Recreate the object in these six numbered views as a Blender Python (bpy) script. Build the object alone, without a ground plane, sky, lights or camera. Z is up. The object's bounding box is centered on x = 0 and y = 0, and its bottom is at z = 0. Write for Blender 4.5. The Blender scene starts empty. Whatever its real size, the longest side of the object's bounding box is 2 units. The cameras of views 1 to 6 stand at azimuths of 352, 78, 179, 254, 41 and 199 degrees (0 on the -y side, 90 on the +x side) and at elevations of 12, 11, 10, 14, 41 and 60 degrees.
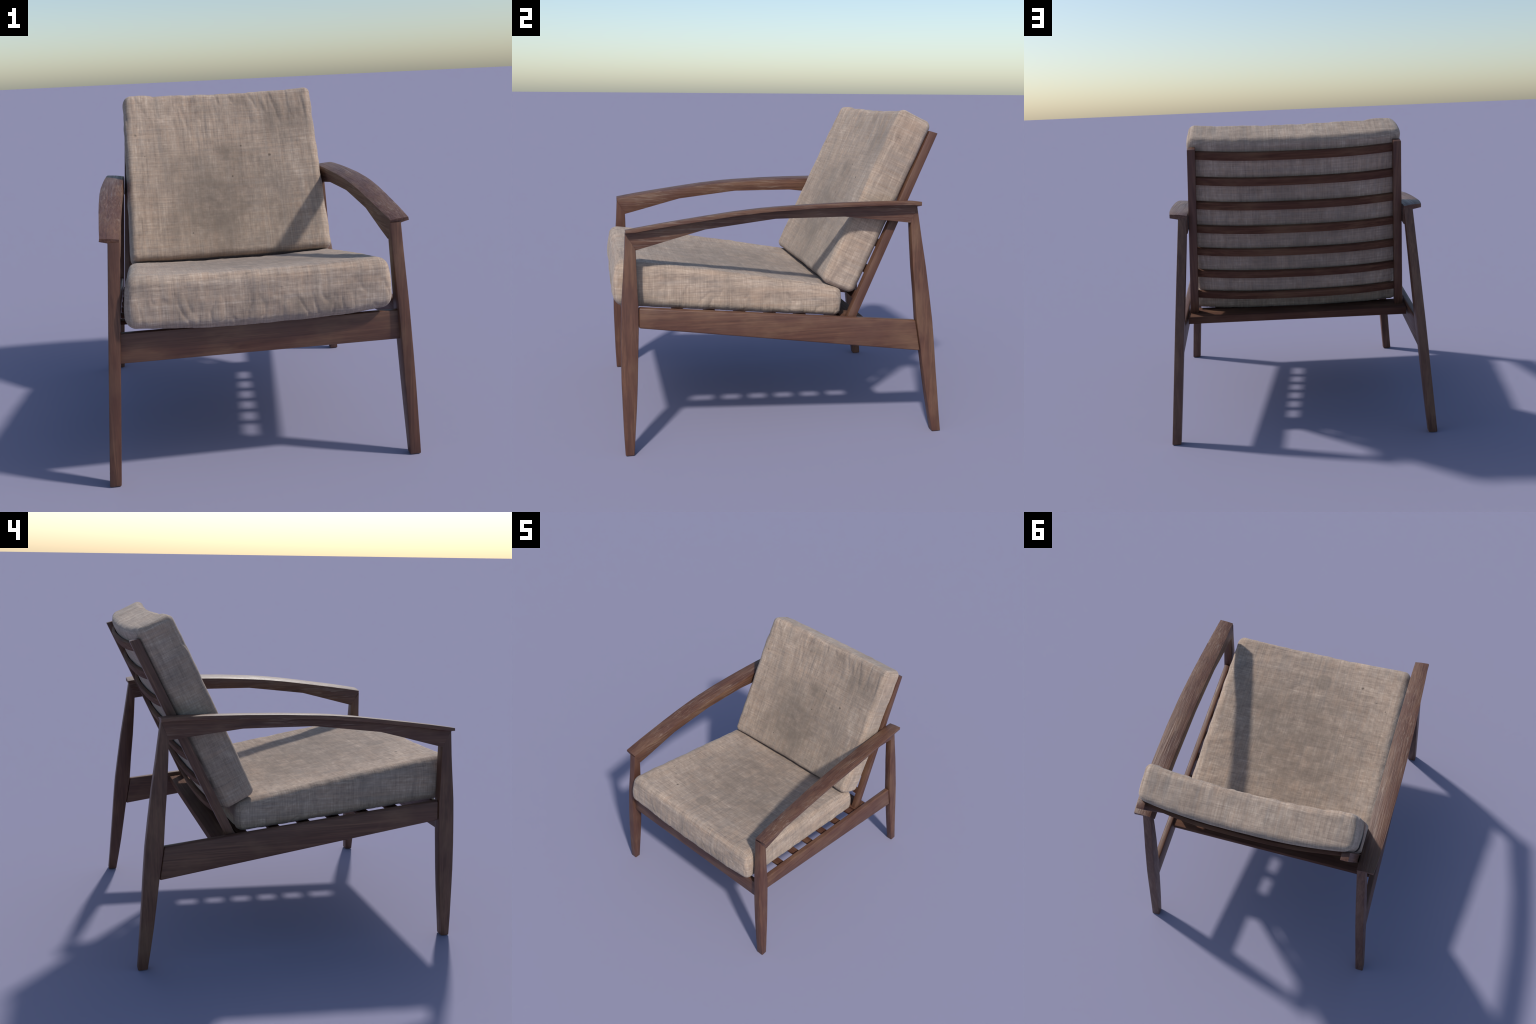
"""Mid-century wooden lounge chair with two linen cushions, built part by part."""
import bpy, bmesh, math
import numpy as np
from mathutils import Vector, noise

# ------------------------------------------------------------------ frame of the chair
# side frames lean inwards: outer face of the legs and rails
def x_outer(y, z):
    t = (y + 0.95) / 1.95
    return (1 - t) * (0.8475 - 0.0710 * z) + t * (0.8415 - 0.0770 * z)

TILT = math.radians(24.88)                      # lean of the back
def back(x, s, d):
    """point in the leaning frame of the back: s up along it, d out of it towards the front"""
    return (x, s * math.sin(TILT) - d * math.cos(TILT), s * math.cos(TILT) + d * math.sin(TILT))

def lerp(a, b, t):
    return a + (b - a) * t

def interp(table, v):
    xs = [p[0] for p in table]
    return [float(np.interp(v, xs, [p[k] for p in table])) for k in range(1, len(table[0]))]

def rail_top(y):
    return lerp(0.865, 0.708, (y + 0.855) / 1.686)

# ------------------------------------------------------------------ materials
class Nodes:
    def __init__(self, name):
        self.mat = bpy.data.materials.new(name)
        self.mat.use_nodes = True
        self.t = self.mat.node_tree
        self.t.nodes.clear()
        self.out = self.t.nodes.new("ShaderNodeOutputMaterial")
        self.bsdf = self.t.nodes.new("ShaderNodeBsdfPrincipled")
        self.t.links.new(self.bsdf.outputs[0], self.out.inputs[0])
        tc = self.t.nodes.new("ShaderNodeTexCoord")
        self.obj = tc.outputs["Object"]

    def link(self, a, b):
        self.t.links.new(a, b)

    def put(self, socket, v):
        if hasattr(v, "default_value") or hasattr(v, "is_linked"):
            self.link(v, socket)
        else:
            socket.default_value = v

    def mapping(self, vec, scale=(1, 1, 1), rot=(0, 0, 0), loc=(0, 0, 0)):
        n = self.t.nodes.new("ShaderNodeMapping")
        self.put(n.inputs["Vector"], vec)
        n.inputs["Scale"].default_value = scale
        n.inputs["Rotation"].default_value = rot
        n.inputs["Location"].default_value = loc
        return n.outputs[0]

    def noise(self, vec, scale, detail=2.0, rough=0.5, dist=0.0, color=False):
        n = self.t.nodes.new("ShaderNodeTexNoise")
        self.put(n.inputs["Vector"], vec)
        n.inputs["Scale"].default_value = scale
        n.inputs["Detail"].default_value = detail
        n.inputs["Roughness"].default_value = rough
        n.inputs["Distortion"].default_value = dist
        return n.outputs["Color" if color else "Fac"]

    def ramp(self, fac, stops, interp_mode='LINEAR'):
        n = self.t.nodes.new("ShaderNodeValToRGB")
        self.put(n.inputs[0], fac)
        n.color_ramp.interpolation = interp_mode
        els = n.color_ramp.elements
        while len(els) < len(stops):
            els.new(0.5)
        for e, (p, c) in zip(els, stops):
            e.position = p
            e.color = (c, c, c, 1) if isinstance(c, (int, float)) else (*c, 1)
        return n.outputs[0]

    def math(self, op, a, b=0.0, clamp=False):
        n = self.t.nodes.new("ShaderNodeMath")
        n.operation = op
        n.use_clamp = clamp
        self.put(n.inputs[0], a)
        self.put(n.inputs[1], b)
        return n.outputs[0]

    def mix(self, fac, a, b, mode='MIX'):
        n = self.t.nodes.new("ShaderNodeMix")
        n.data_type = 'RGBA'
        n.blend_type = mode
        self.put(n.inputs[0], fac)
        for sock, v in ((n.inputs[6], a), (n.inputs[7], b)):
            self.put(sock, (*v, 1) if isinstance(v, tuple) else v)
        return n.outputs[2]

    def spot(self, vec, centre, radius, soft):
        """1 inside a ball around centre, fading to 0 over `soft` beyond the radius"""
        n = self.t.nodes.new("ShaderNodeVectorMath")
        n.operation = 'DISTANCE'
        self.put(n.inputs[0], vec)
        n.inputs[1].default_value = centre
        m = self.t.nodes.new("ShaderNodeMapRange")
        m.interpolation_type = 'SMOOTHSTEP'
        self.put(m.inputs[0], n.outputs["Value"])
        m.inputs[1].default_value = radius + soft
        m.inputs[2].default_value = max(radius - soft, 0)
        m.inputs[3].default_value = 0
        m.inputs[4].default_value = 1
        return m.outputs[0]

    def bump(self, height, strength, distance, normal=None):
        n = self.t.nodes.new("ShaderNodeBump")
        n.inputs["Strength"].default_value = strength
        n.inputs["Distance"].default_value = distance
        self.put(n.inputs["Height"], height)
        if normal is not None:
            self.link(normal, n.inputs["Normal"])
        return n.outputs[0]


def wood(name, axis, seed, tilt=0.0, gloss=1.0, relief=0.4, worn=0.0):
    """walnut with its grain along `axis`; tilt turns the grain about x (radians)"""
    N = Nodes(name)
    vec = N.mapping(N.obj, rot=(tilt, 0, 0), loc=(seed * 1.7, seed * 2.3, seed * 0.9))
    def along(k):
        sc = [1.0, 1.0, 1.0]
        sc[axis] = k
        return tuple(sc)
    wander = N.noise(N.mapping(vec, along(0.3)), 6.0, 2.0, 0.5)
    # growth rings: bands that follow the grain, warped by slow noise
    ring = N.noise(N.mapping(vec, along(0.035)), 26.0, 4.0, 0.55, 1.2)
    streak = N.noise(N.mapping(vec, along(0.018)), 95.0, 3.0, 0.6, 0.4)
    fine = N.noise(N.mapping(vec, along(0.03)), 420.0, 2.0, 0.6)
    blotch = N.noise(N.mapping(vec, along(0.45)), 9.0, 3.0, 0.55)
    body = N.ramp(ring, [(0.30, (0.0690, 0.0279, 0.0172)), (0.45, (0.1083, 0.0460, 0.0278)),
                         (0.58, (0.1370, 0.0631, 0.0370)), (0.74, (0.1724, 0.0865, 0.0512))])
    col = N.mix(N.ramp(streak, [(0.42, 0.0), (0.64, 0.75)]), body, (0.0690, 0.0279, 0.0172))
    # greyer, sun-bleached patches across the grain
    col = N.mix(N.ramp(blotch, [(0.46, 0.0), (0.68, 0.65)]), col, (0.1705, 0.0919, 0.0529))
    col = N.mix(N.ramp(wander, [(0.35, 0.55), (0.55, 0.0)]), col, (0.0862, 0.0361, 0.0265))
    col = N.mix(N.ramp(fine, [(0.35, 0.25), (0.55, 0.0)]), col, (0.0575, 0.0253, 0.0185))
    if worn > 0:
        # raised grain rubbed grey
        rub = N.math('MULTIPLY', N.ramp(N.noise(N.mapping(vec, along(0.05), loc=(3, 1, 2)), 120.0, 3.0, 0.6, 0.8), [(0.52, 0.0), (0.66, worn)]),
                     N.ramp(N.noise(N.mapping(vec, along(0.5)), 7.0, 2.0), [(0.40, 0.1), (0.58, 1.0)]))
        col = N.mix(rub, col, (0.235, 0.165, 0.125))
    N.put(N.bsdf.inputs["Base Color"], col)
    N.put(N.bsdf.inputs["Roughness"], N.ramp(streak, [(0.3, 0.40 + 0.3 * (1 - gloss)), (0.7, 0.56 + 0.3 * (1 - gloss))]))
    N.bsdf.inputs["Specular IOR Level"].default_value = 0.15 + 0.30 * gloss
    h = N.math('ADD', N.math('MULTIPLY', ring, 0.6), N.math('ADD', N.math('MULTIPLY', streak, 0.5), N.math('MULTIPLY', fine, 0.15)))
    N.link(N.bump(h, relief, 0.004), N.bsdf.inputs["Normal"])
    return N.mat


def linen(name, seed, tilt, depth_axis, stains, specks, ring_stains=()):
    """slubby linen: threads along the three axes of the cushion, with stains and moth specks"""
    N = Nodes(name)
    vec = N.mapping(N.obj, rot=(tilt, 0, 0))
    off = N.mapping(vec, loc=(seed * 3.1, seed * 1.3, seed * 2.1))
    def threads(axis, freq, length, detail=3.0):
        sc = [length, length, length]
        sc[axis] = freq
        return N.noise(N.mapping(off, tuple(sc), loc=(axis * 7.7, axis * 3.3, axis * 5.1)), 1.0, detail, 0.62)
    tx, ty, tz = threads(0, 105, 3.0), threads(1, 105, 3.0), threads(2, 105, 3.0)
    fx, fy, fz = threads(0, 260, 22, 1.0), threads(1, 260, 22, 1.0), threads(2, 260, 22, 1.0)
    wide = N.math('MULTIPLY', N.math('ADD', tx, N.math('ADD', ty, tz)), 0.3333)
    finew = N.math('MULTIPLY', N.math('ADD', fx, N.math('ADD', fy, fz)), 0.3333)
    weave = N.math('ADD', N.math('MULTIPLY', wide, 0.64), N.math('MULTIPLY', finew, 0.36))
    body = N.ramp(weave, [(0.37, (0.1896, 0.1407, 0.1125)), (0.46, (0.3053, 0.2302, 0.1792)),
                          (0.53, (0.3932, 0.3010, 0.2337)), (0.62, (0.5459, 0.4318, 0.3427))])
    # warm ochre threads and cool grey threads
    hue = N.math('SUBTRACT', threads(0, 48, 3.0, 2.0), threads(2, 52, 3.0, 2.0))
    body = N.mix(N.ramp(N.math('ADD', hue, 0.5), [(0.54, 0.0), (0.76, 0.42)]), body, (0.4163, 0.2849, 0.2004))
    body = N.mix(N.ramp(N.math('ADD', hue, 0.5), [(0.26, 0.38), (0.46, 0.0)]), body, (0.2915, 0.2490, 0.2179))
    # grime: soft grey clouds, stronger where people sit and lean
    cloud = N.noise(off, 5.5, 4.0, 0.6)
    col = N.mix(N.ramp(cloud, [(0.47, 0.0), (0.70, 0.32)]), body, (0.2017, 0.1577, 0.1264))
    patch = N.noise(off, 14.0, 3.0, 0.6)
    # soft grey streaks, drawn out along the cushion's height
    grey_streak = N.noise(N.mapping(off, (15.0, 15.0, 4.0)), 1.0, 3.0, 0.6)
    col = N.mix(N.ramp(grey_streak, [(0.54, 0.0), (0.74, 0.42)]), col, (0.1805, 0.1478, 0.1248))
    for centre, radius, soft, amount in stains:
        m = N.spot(N.obj, centre, radius, soft)
        m = N.math('MULTIPLY', m, N.ramp(patch, [(0.3, amount * 0.35), (0.65, amount)]))
        col = N.mix(m, col, (0.1527, 0.1192, 0.0949))
    # marks are given in the cushion's own axes; they soak through its depth
    flat_scale = [1.0, 1.0, 1.0]
    flat_scale[depth_axis] = 0.2
    flat = N.mapping(vec, tuple(flat_scale))
    def own(c):
        y, z = c[1] * math.cos(tilt) - c[2] * math.sin(tilt), c[1] * math.sin(tilt) + c[2] * math.cos(tilt)
        return tuple(v * k for v, k in zip((c[0], y, z), flat_scale))
    for centre, radius in ring_stains:
        centre = own(centre)
        outer = N.spot(flat, centre, radius, radius * 0.18)
        inner = N.spot(flat, centre, radius * 0.72, radius * 0.3)
        m = N.math('MULTIPLY', N.math('SUBTRACT', outer, N.math('MULTIPLY', inner, 0.4)), 0.5)
        col = N.mix(m, col, (0.1646, 0.1308, 0.1055))
    warp = N.t.nodes.new("ShaderNodeVectorMath")
    warp.operation = 'MULTIPLY_ADD'
    N.link(N.noise(off, 60.0, 2.0, color=True), warp.inputs[0])
    warp.inputs[1].default_value = (0.016, 0.016, 0.016)
    N.link(flat, warp.inputs[2])
    for centre, radius in specks:
        c = tuple(v + 0.008 for v in own(centre))
        col = N.mix(N.math('MULTIPLY', N.spot(warp.outputs[0], c, radius, radius * 0.5), 0.8), col, (0.0787, 0.0591, 0.0457))
    N.put(N.bsdf.inputs["Base Color"], col)
    N.bsdf.inputs["Roughness"].default_value = 0.95
    N.bsdf.inputs["Specular IOR Level"].default_value = 0.15
    N.bsdf.inputs["Sheen Weight"].default_value = 0.12
    N.bsdf.inputs["Sheen Roughness"].default_value = 0.6
    N.link(N.bump(weave, 0.5, 0.004, N.bump(N.noise(off, 30.0, 3.0), 0.25, 0.006)), N.bsdf.inputs["Normal"])
    return N.mat

# ------------------------------------------------------------------ mesh helpers
ROOT = None

def add_object(name, bm, mat, angle=35, side=1):
    if side < 0:
        for v in bm.verts:
            v.co.x = -v.co.x
        bmesh.ops.reverse_faces(bm, faces=bm.faces)
    bmesh.ops.recalc_face_normals(bm, faces=bm.faces)
    me = bpy.data.meshes.new(name)
    bm.to_mesh(me)
    bm.free()
    for p in me.polygons:
        p.use_smooth = True
    me.set_sharp_from_angle(angle=math.radians(angle))
    me.materials.append(mat)
    ob = bpy.data.objects.new(name, me)
    bpy.context.scene.collection.objects.link(ob)
    ob.parent = ROOT
    return ob

def loft(sections, bevel=0.005, segments=2, start_cap_bevel=0.0, end_cap_bevel=0.0, sharp_corners=None):
    """closed tube through sections (lists of points), long edges rounded"""
    bm = bmesh.new()
    rows = [[bm.verts.new(p) for p in sec] for sec in sections]
    n = len(rows[0])
    for a, b in zip(rows, rows[1:]):
        for i in range(n):
            j = (i + 1) % n
            bm.faces.new((a[i], a[j], b[j], b[i]))
    bm.faces.new(rows[0][::-1])
    bm.faces.new(rows[-1])
    bmesh.ops.recalc_face_normals(bm, faces=bm.faces)
    corners = range(n) if sharp_corners is None else sharp_corners
    edges = []
    for a, b in zip(rows, rows[1:]):
        edges += [bm.edges.get((a[i], b[i])) for i in corners]
    for row, flag in ((rows[0], start_cap_bevel), (rows[-1], end_cap_bevel)):
        if flag:
            edges += [bm.edges.get((row[i], row[(i + 1) % n])) for i in range(n)]
    if bevel > 0:
        bmesh.ops.bevel(bm, geom=edges, offset=bevel, segments=segments, profile=0.5,
                        affect='EDGES', clamp_overlap=True)
    return bm

# ------------------------------------------------------------------ legs
LEG_THICKNESS = 0.058
# height, front edge y, rear edge y (last row: mitre under the armrest, each edge with its own height)
FRONT_LEG = [(0.0, -0.952, -0.901), (0.13, -0.957, -0.8915), (0.28, -0.960, -0.880), (0.43, -0.9625, -0.871),
             (0.60, -0.961, -0.8635), (0.745, -0.957, -0.857), (0.867, -0.952, -0.8545), (0.93, -0.947, -0.8577),
             (1.04, -0.937, -0.8605), (1.15, -0.928, -0.8615)]
FRONT_MITRE = ((-0.9195, 1.294), (-0.8626, 1.198))
REAR_LEG = [(0.0, 0.944, 1.0), (0.11, 0.924, 0.989), (0.24, 0.902, 0.978), (0.40, 0.879, 0.9635),
            (0.52, 0.8625, 0.954), (0.60, 0.8495, 0.947), (0.71, 0.8325, 0.9365), (0.88, 0.820, 0.9135),
            (1.04, 0.805, 0.8905), (1.20, 0.7945, 0.863)]
REAR_MITRE = ((0.789, 1.311), (0.8285, 1.417))

def leg_section(yf, zf, yr, zr, thick):
    xf, xr = x_outer(yf, zf), x_outer(yr, zr)
    return [(xf, yf, zf), (xr, yr, zr), (xr - thick, yr, zr), (xf - thick, yf, zf)]

def build_leg(table, mitre, mat, side, thick):
    secs = [leg_section(yf, z, yr, z, thick) for z, yf, yr in table]
    (yf, zf), (yr, zr) = mitre
    secs.append(leg_section(yf, zf, yr, zr, thick))
    bm = loft(secs, 0.0055, 2, start_cap_bevel=True)
    return add_object("leg", bm, mat, 40, side)

# ------------------------------------------------------------------ armrests
# y: tip x, tip top z, underside z, inner x
ARM = [(-0.9195, 0.797, 1.3215, 1.198, 0.697), (-0.8626, 0.799, 1.3315, 1.198, 0.695), (-0.75, 0.803, 1.350, 1.228, 0.692),
       (-0.60, 0.807, 1.372, 1.269, 0.690), (-0.465, 0.811, 1.391, 1.305, 0.689), (-0.30, 0.814, 1.413, 1.3255, 0.687),
       (-0.15, 0.816, 1.4285, 1.344, 0.686), (-0.05, 0.817, 1.4355, 1.356, 0.685), (0.15, 0.816, 1.4455, 1.3575, 0.684),
       (0.369, 0.810, 1.4515, 1.3585, 0.682), (0.55, 0.805, 1.4535, 1.339, 0.681), (0.70, 0.799, 1.4535, 1.322, 0.679),
       (0.789, 0.792, 1.452, 1.311, 0.678), (0.8285, 0.787, 1.448, 1.417, 0.677)]

def arm_section(y, tip_x, top, under, inner, y_under=None, rear=0.0):
    """inner bottom, inner top, crown, tip top, tip bottom, cove, outer bottom"""
    yu = y if y_under is None else y_under
    top -= 0.003
    tip_x -= 0.003
    tip_low = top - 0.0235
    cove = tip_low - 0.011
    xo = x_outer(y, cove)
    xb = x_outer(yu, under)
    inner_low = min(inner + 0.004, xb - LEG_THICKNESS)
    return [(inner_low, yu, under), (inner, y + rear, top - 0.012), (lerp(inner, tip_x, 0.45), y + rear, top - 0.004),
            (tip_x, y + rear, top), (tip_x, y + rear, tip_low), (xo, y, cove), (xb, yu, under)]

def build_arm(mat, side):
    secs = []
    # front end: short front face above the mitre
    y, tx, top, _, inner = ARM[0]
    secs.append(arm_section(y, tx, top, FRONT_MITRE[0][1] - 0.012, inner))
    secs[0][4] = (tx, y, top - 0.019)
    secs[0][5] = (x_outer(y, 1.294), y, FRONT_MITRE[0][1] - 0.002)
    secs[0][6] = (x_outer(y, 1.28), y + 0.0075, FRONT_MITRE[0][1] - 0.013)
    secs[0][0] = (secs[0][0][0], y + 0.0075, FRONT_MITRE[0][1] - 0.013)
    for row in ARM[1:-1]:
        secs.append(arm_section(*row))
    y, tx, top, _, inner = ARM[-1]
    secs.append(arm_section(y, tx, top - 0.002, REAR_MITRE[1][1] - 0.004, inner, None, 0.008))
    bm = loft(secs, 0.0045, 2, start_cap_bevel=False, sharp_corners=[0, 1, 3, 4, 6])
    return add_object("armrest", bm, mat, 40, side)

# ------------------------------------------------------------------ side rails
def build_rail(mat, side):
    secs = []
    for i in range(9):
        t = i / 8
        yt, yb = lerp(-0.8535, 0.8305, t), lerp(-0.856, 0.861, t)
        zt, zb = rail_top(yt), lerp(0.746, 0.516, t)
        secs.append([(x_outer(yb, zb) - 0.007, yb, zb), (x_outer(yt, zt) - 0.007, yt, zt),
                     (x_outer(yt, zt) - 0.050, yt, zt), (x_outer(yb, zb) - 0.050, yb, zb)])
    bm = loft(secs, 0.010, 3, start_cap_bevel=True, end_cap_bevel=True)
    return add_object("side_rail", bm, mat, 40, side)

# ------------------------------------------------------------------ cross members
def build_stretcher(mat):
    xb, xt = 0.742, 0.728
    secs = []
    for t in np.linspace(-1, 1, 9):
        secs.append([(t * xb, -0.931, 0.664), (t * xt, -0.930, 0.822), (t * xt, -0.890, 0.822), (t * xb, -0.889, 0.664)])
    return add_object("front_stretcher", loft(secs, 0.005, 2), mat)

def build_board(mat):
    """flat board on which the uprights stand, parallel to the rails"""
    def top(y):
        return 0.710 + (0.539 - y) * 0.0913
    secs = []
    for t in np.linspace(-1, 1, 9):
        x = t * 0.735
        secs.append([(x, 0.390, top(0.390)), (x, 0.385, top(0.390) - 0.048), (x, 0.534, top(0.539) - 0.050), (x, 0.539, top(0.539))])
    return add_object("rear_board", loft(secs, 0.005, 2), mat)

SEAT_SLATS = [-0.615, -0.421, -0.234, -0.043, 0.147, 0.348]
def build_seat_slat(y, mat):
    top = rail_top(y) - 0.035
    slope = -0.0913
    secs = []
    half, thick = 0.0325, 0.022
    for t in np.linspace(-1, 1, 9):
        x = t * 0.735
        dip = -0.004 * (1 - t * t)
        secs.append([(x, y - half, top - slope * half + dip), (x, y + half, top + slope * half + dip),
                     (x, y + half, top + slope * half - thick + dip), (x, y - half, top - slope * half - thick + dip)])
    return add_object("seat_slat", loft(secs, 0.003, 2), mat)

# ------------------------------------------------------------------ back frame
def upright_x(s):
    return lerp(0.722, 0.641, (s - 0.86) / (2.08 - 0.86))

def build_upright(mat, side):
    secs = []
    for s in np.linspace(0.800, 2.074, 7):
        xo = upright_x(s)
        w = lerp(0.054, 0.048, (s - 0.86) / 1.22)
        top = 0.008 if s > 2.05 else 0.0
        secs.append([back(xo, s + top, -0.113), back(xo, s, -0.060), back(xo - w, s, -0.060), back(xo - w, s + top, -0.113)])
    return add_object("back_upright", loft(secs, 0.004, 2, end_cap_bevel=True), mat, 40, side)

BACK_SLATS = [2.024, 1.848, 1.674, 1.498, 1.324, 1.149, 0.976]
BOW = 0.050                                      # how far the slats and cushion bow backwards
def bow_profile(t):
    """flat-bottomed bow, t in -1..1"""
    return (1 - abs(t) ** 2.6)

def build_back_slat(s, mat):
    secs = []
    half, thick = 0.0252, 0.023
    for t in np.linspace(-1, 1, 15):
        x = t * (upright_x(s) - 0.048)
        d = -0.060 - BOW * bow_profile(t)
        secs.append([back(x, s + half, d), back(x, s - half, d), back(x, s - half, d - thick), back(x, s + half, d - thick)])
    return add_object("back_slat", loft(secs, 0.002, 2), mat)

# ------------------------------------------------------------------ cushions
def axis_stops(half, r, spacing, arc=7):
    """stops from -half to half: fine on the rounded rim, even between"""
    inner = half - r
    rim = [inner + r * math.tan(math.radians(45) * k / arc) for k in range(1, arc + 1)]
    n = max(4, int(2 * inner / spacing))
    mid = list(np.linspace(-inner, inner, n + 1))
    return [-v for v in reversed(rim)] + mid + rim

def rounded_box(half, r, spacing):
    """bmesh of a rounded box, with fine faces; returns bm and per-vertex unit coordinates"""
    stops = [axis_stops(half[k], r, spacing) for k in range(3)]
    bm = bmesh.new()
    cache = {}
    def vert(p):
        key = tuple(round(c, 6) for c in p)
        if key not in cache:
            cache[key] = bm.verts.new(p)
        return cache[key]
    for ax in range(3):
        b, c = (ax + 1) % 3, (ax + 2) % 3
        for sg in (-1, 1):
            for i in range(len(stops[b]) - 1):
                for j in range(len(stops[c]) - 1):
                    quad = []
                    for di, dj in ((0, 0), (1, 0), (1, 1), (0, 1)):
                        p = [0, 0, 0]
                        p[ax] = sg * half[ax]
                        p[b] = stops[b][i + di]
                        p[c] = stops[c][j + dj]
                        quad.append(vert(p))
                    bm.faces.new(quad if sg > 0 else quad[::-1])
    h = np.array(half)
    for v in bm.verts:
        p = np.array(v.co)
        q = np.clip(p, -(h - r), h - r)
        d = p - q
        L = np.linalg.norm(d)
        if L > 0:
            p = q + d / L * r
        v.co = p
    return bm

def fbm(p, scale, seed):
    q = Vector(p) * scale + Vector((seed * 11.3, seed * 5.7, seed * 3.1))
    return noise.noise(q) + 0.5 * noise.noise(q * 2.1) + 0.25 * noise.noise(q * 4.3)

def smooth(a, b, v):
    t = min(max((v - a) / (b - a), 0.0), 1.0)
    return t * t * (3 - 2 * t)

def build_seat_cushion(mat):
    half = (0.690, 0.690, 0.122)
    bm = rounded_box(half, 0.048, 0.008)
    bm.normal_update()
    shifts = {}
    for v in bm.verts:
        x, y, z = v.co
        u, w, k = x / half[0], y / half[1], z / half[2]        # -1..1 across, front to rear, bottom to top
        f = (k + 1) / 2
        g = (w + 1) / 2
        yy = lerp(lerp(-0.992, 0.378, g), lerp(-0.971, 0.384, g), f)
        zb = lerp(0.861, 0.731, g)
        zt = lerp(1.128, 0.911, g) + 0.006 * (1 - (2 * g - 0.9) ** 2)
        sag = 1 - abs(u) ** 2.4
        zb -= lerp(0.036, 0.028, g) * sag
        zt -= 0.022 * sag * (0.75 + 0.25 * smooth(0, 0.4, g))
        zz = lerp(zb, zt, f)
        hx = lerp(0.692, 0.666, f)
        xx = u * hx - 0.004
        # plump sides and front
        full = max(0.0, 1 - k * k)
        xx += math.copysign(0.014, u) * full * smooth(0.90, 1.0, abs(u))
        yy += -0.013 * full * smooth(0.86, 1.0, -w) + 0.008 * full * smooth(0.86, 1.0, w)
        # creases: upright folds on the border, soft hollows on the top
        nrm = v.normal
        border = max(smooth(0.90, 1.0, abs(u)), smooth(0.90, 1.0, abs(w)))
        run = xx if abs(w) > abs(u) else yy
        fold = noise.noise(Vector((run * 16, k * 0.9 + 4, 2.0 if abs(w) > abs(u) else 8.0)))
        crease = max(0.0, 1 - 4.5 * abs(fold - 0.12)) ** 2
        d = (0.004 * fold - 0.0055 * crease * smooth(-0.5, 0.4, -k)) * border * (0.55 + 0.45 * full)
        d += 0.0035 * fbm((xx, yy, zz), 6.0, 3)
        # pull lines running in from the rim of the top
        rim = smooth(0.55, 0.95, max(abs(u), abs(w))) * smooth(0.4, 0.9, k)
        d += 0.0022 * rim * noise.noise(Vector((xx * 26, yy * 26, 1.0)))
        shifts[v] = Vector((xx, yy, zz)) + nrm * d
    for v, p in shifts.items():
        v.co = p
    return add_object("seat_cushion", bm, mat, 80)

def build_back_cushion(mat):
    s0, s1 = 0.971, 2.124
    d0, d1 = -0.055, 0.166
    half = (0.645, (s1 - s0) / 2, (d1 - d0) / 2)
    bm = rounded_box(half, 0.042, 0.008)
    bm.normal_update()
    shifts = {}
    for v in bm.verts:
        x, s, d = v.co
        u, w, k = x / half[0], s / half[1], d / half[2]
        f = (w + 1) / 2
        hx = lerp(lerp(0.669, 0.646, f), lerp(0.657, 0.632, f), (k + 1) / 2)
        full = max(0.0, 1 - k * k)
        xx = u * hx + math.copysign(0.008, u) * full * smooth(0.9, 1.0, abs(u))
        ss = (s0 + s1) / 2 + s
        dd = (d0 + d1) / 2 + d
        bow = bow_profile(u)
        dd -= lerp(BOW - 0.002, 0.036, (k + 1) / 2) * bow * lerp(0.97, 1.0, f)
        ss -= 0.003 * bow * smooth(0.8, 1.0, w)
        # puckers hanging down from the top edge, stronger to the +x side
        n = v.normal
        front = smooth(0.3, 0.9, k)
        drop = smooth(-0.05, 0.85, w) * (1 - 0.5 * smooth(0.93, 1.0, w))
        lean = xx - 0.22 * (1 - f)
        puck = noise.noise(Vector((lean * 9, ss * 2.0, 3.0))) + 0.5 * noise.noise(Vector((lean * 22, ss * 4.0, 9.0)))
        crease = max(0.0, 1 - 2.6 * abs(puck - 0.05)) ** 2 * smooth(-0.25, 0.25, noise.noise(Vector((xx * 7, ss * 5, 1.5))) + 0.2)
        disp = (0.0055 * puck - 0.0060 * crease) * front * drop
        top = smooth(0.93, 1.0, w)
        disp += 0.0045 * top * noise.noise(Vector((xx * 14, 5.0, dd * 3)))
        rear = smooth(0.8, 1.0, -k)
        disp += 0.0035 * fbm((xx, ss, dd), 6.0, 7) * (1 - 0.7 * rear)
        side = smooth(0.9, 1.0, abs(u))
        disp += 0.004 * side * noise.noise(Vector((ss * 15, k * 0.8, 6.0 + u)))
        shifts[v] = (xx, ss, dd, n * disp)
    for v, (xx, ss, dd, off) in shifts.items():
        v.co = back(xx + off.x, ss + off.y, dd + off.z)
    return add_object("back_cushion", bm, mat, 80)

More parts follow.
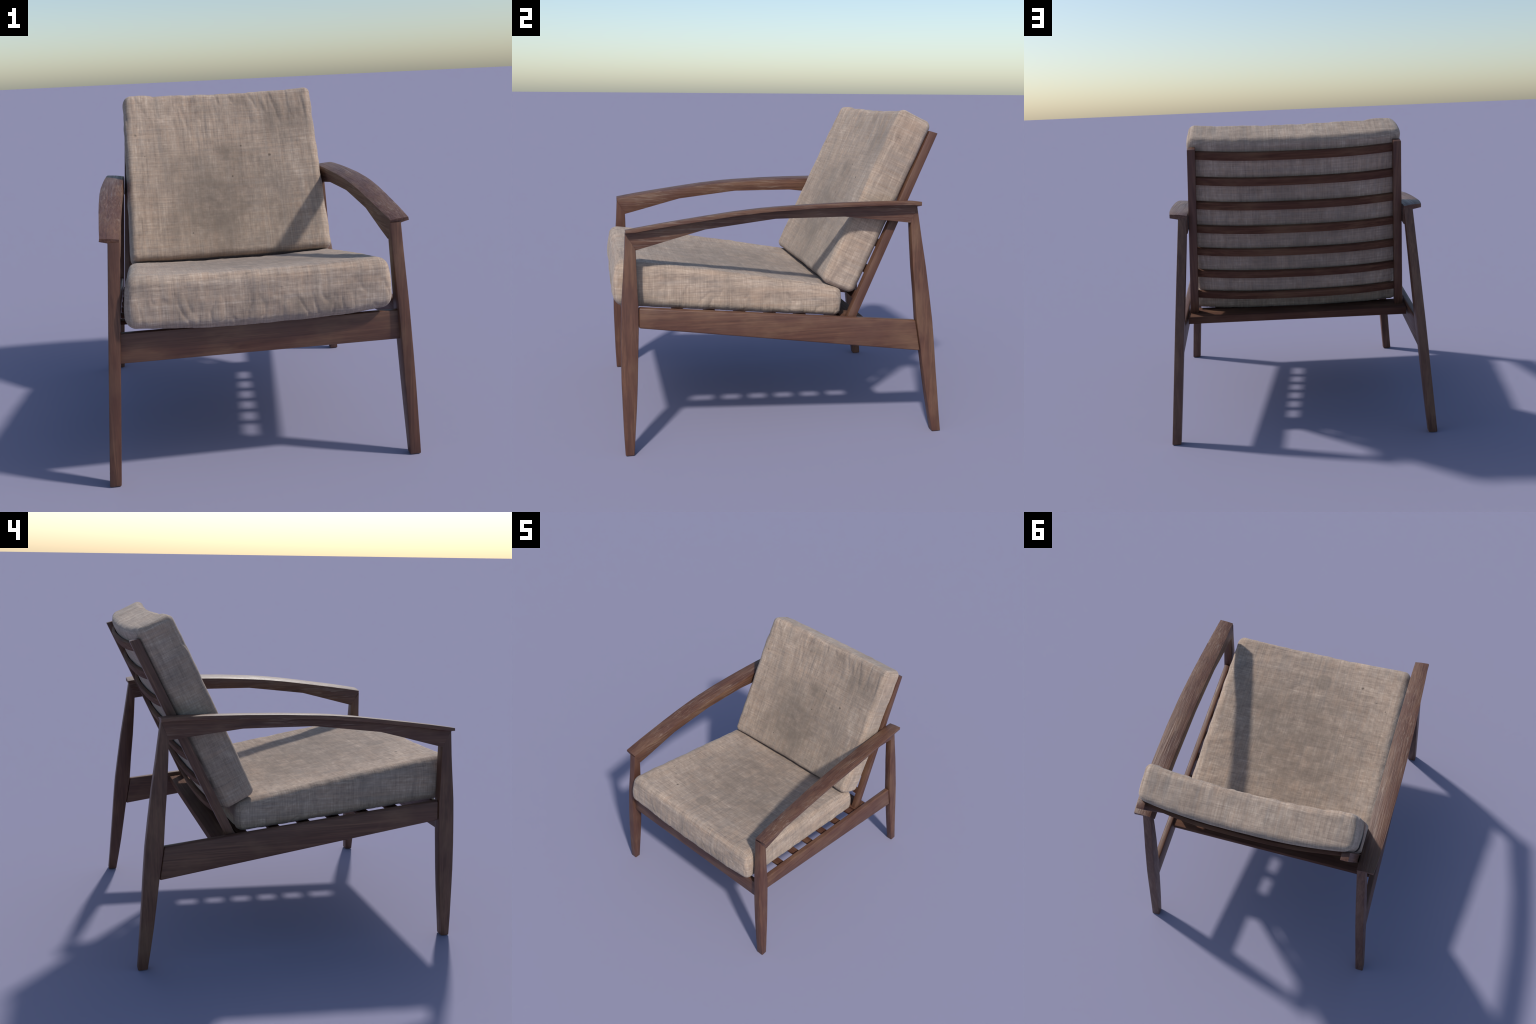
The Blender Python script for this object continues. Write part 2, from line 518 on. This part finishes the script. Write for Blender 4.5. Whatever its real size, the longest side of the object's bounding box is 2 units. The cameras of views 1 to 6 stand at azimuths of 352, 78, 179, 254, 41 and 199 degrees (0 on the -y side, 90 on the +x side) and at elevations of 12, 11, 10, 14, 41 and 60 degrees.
# ------------------------------------------------------------------ assembly
def main():
    global ROOT
    ROOT = bpy.data.objects.new("lounge_chair", None)
    bpy.context.scene.collection.objects.link(ROOT)
    ROOT["label"] = "mid-century walnut lounge chair with worn beige linen cushions"
    ROOT["category"] = "armchair"

    for side, k in ((1, 1.0), (-1, 4.0)):
        build_leg(FRONT_LEG, FRONT_MITRE, wood("walnut_upright_grain", 2, k), side, LEG_THICKNESS + 0.003)
        build_leg(REAR_LEG, REAR_MITRE, wood("walnut_upright_grain", 2, k + 1.3), side, LEG_THICKNESS - 0.002)
        build_arm(wood("walnut_long_grain", 1, k + 2.1, relief=1.2, worn=0.6), side)
        build_rail(wood("walnut_long_grain", 1, k + 0.4), side)
        build_upright(wood("walnut_leaning_grain", 2, k + 0.7, TILT), side)
    cross = wood("walnut_cross_grain", 0, 2.2, gloss=0.0)
    build_stretcher(wood("walnut_cross_grain", 0, 5.1))
    build_board(cross)
    for y in SEAT_SLATS:
        build_seat_slat(y, cross)
    for s in BACK_SLATS:
        build_back_slat(s, cross)

    seat_cloth = linen("seat_linen", 1.0, 0.0, 2,
        stains=[((0.0, -0.28, 1.02), 0.52, 0.26, 0.58), ((0.05, -0.25, 1.01), 0.18, 0.20, 0.42),
                ((-0.28, 0.02, 0.98), 0.14, 0.14, 0.30), ((0.30, -0.45, 1.04), 0.14, 0.14, 0.3), ((-0.1, 0.25, 0.92), 0.3, 0.2, 0.25),
                ((-0.42, -0.99, 0.96), 0.07, 0.07, 0.5), ((0.20, -0.99, 0.92), 0.05, 0.05, 0.6), ((0.36, -0.99, 0.91), 0.05, 0.05, 0.6), ((-0.05, -0.99, 0.94), 0.06, 0.06, 0.4)],
        specks=[((-0.362, -0.75, 1.105), 0.010), ((-0.487, -0.65, 1.09), 0.006), ((-0.564, -0.598, 1.085), 0.006),
                ((0.272, -0.186, 1.01), 0.006)],
        ring_stains=[((-0.063, -0.733, 1.10), 0.062)])
    build_seat_cushion(seat_cloth)
    back_cloth = linen("back_linen", 2.0, TILT, 1,
        stains=[((0.0, 0.44, 1.26), 0.50, 0.28, 0.48), ((-0.09, 0.47, 1.29), 0.15, 0.18, 0.72), ((-0.05, 0.41, 1.12), 0.18, 0.2, 0.35),
                ((0.04, 0.60, 1.55), 0.075, 0.05, 0.75), ((0.42, 0.70, 1.79), 0.14, 0.14, 0.68),
                ((-0.12, 0.76, 1.86), 0.07, 0.07, 0.65), ((-0.40, 0.76, 1.87), 0.05, 0.06, 0.6), ((0.14, 0.77, 1.87), 0.06, 0.07, 0.6),
                ((0.28, 0.57, 1.45), 0.10, 0.10, 0.2)],
        specks=[((-0.58, 0.655, 1.705), 0.011), ((0.313, 0.58, 1.543), 0.010), ((-0.248, 0.36, 1.08), 0.006),
                ((0.125, 0.61, 1.615), 0.005), ((-0.526, 0.59, 1.57), 0.005), ((0.05, 0.52, 1.42), 0.006), ((0.47, 0.40, 1.10), 0.006)])
    build_back_cushion(back_cloth)

main()
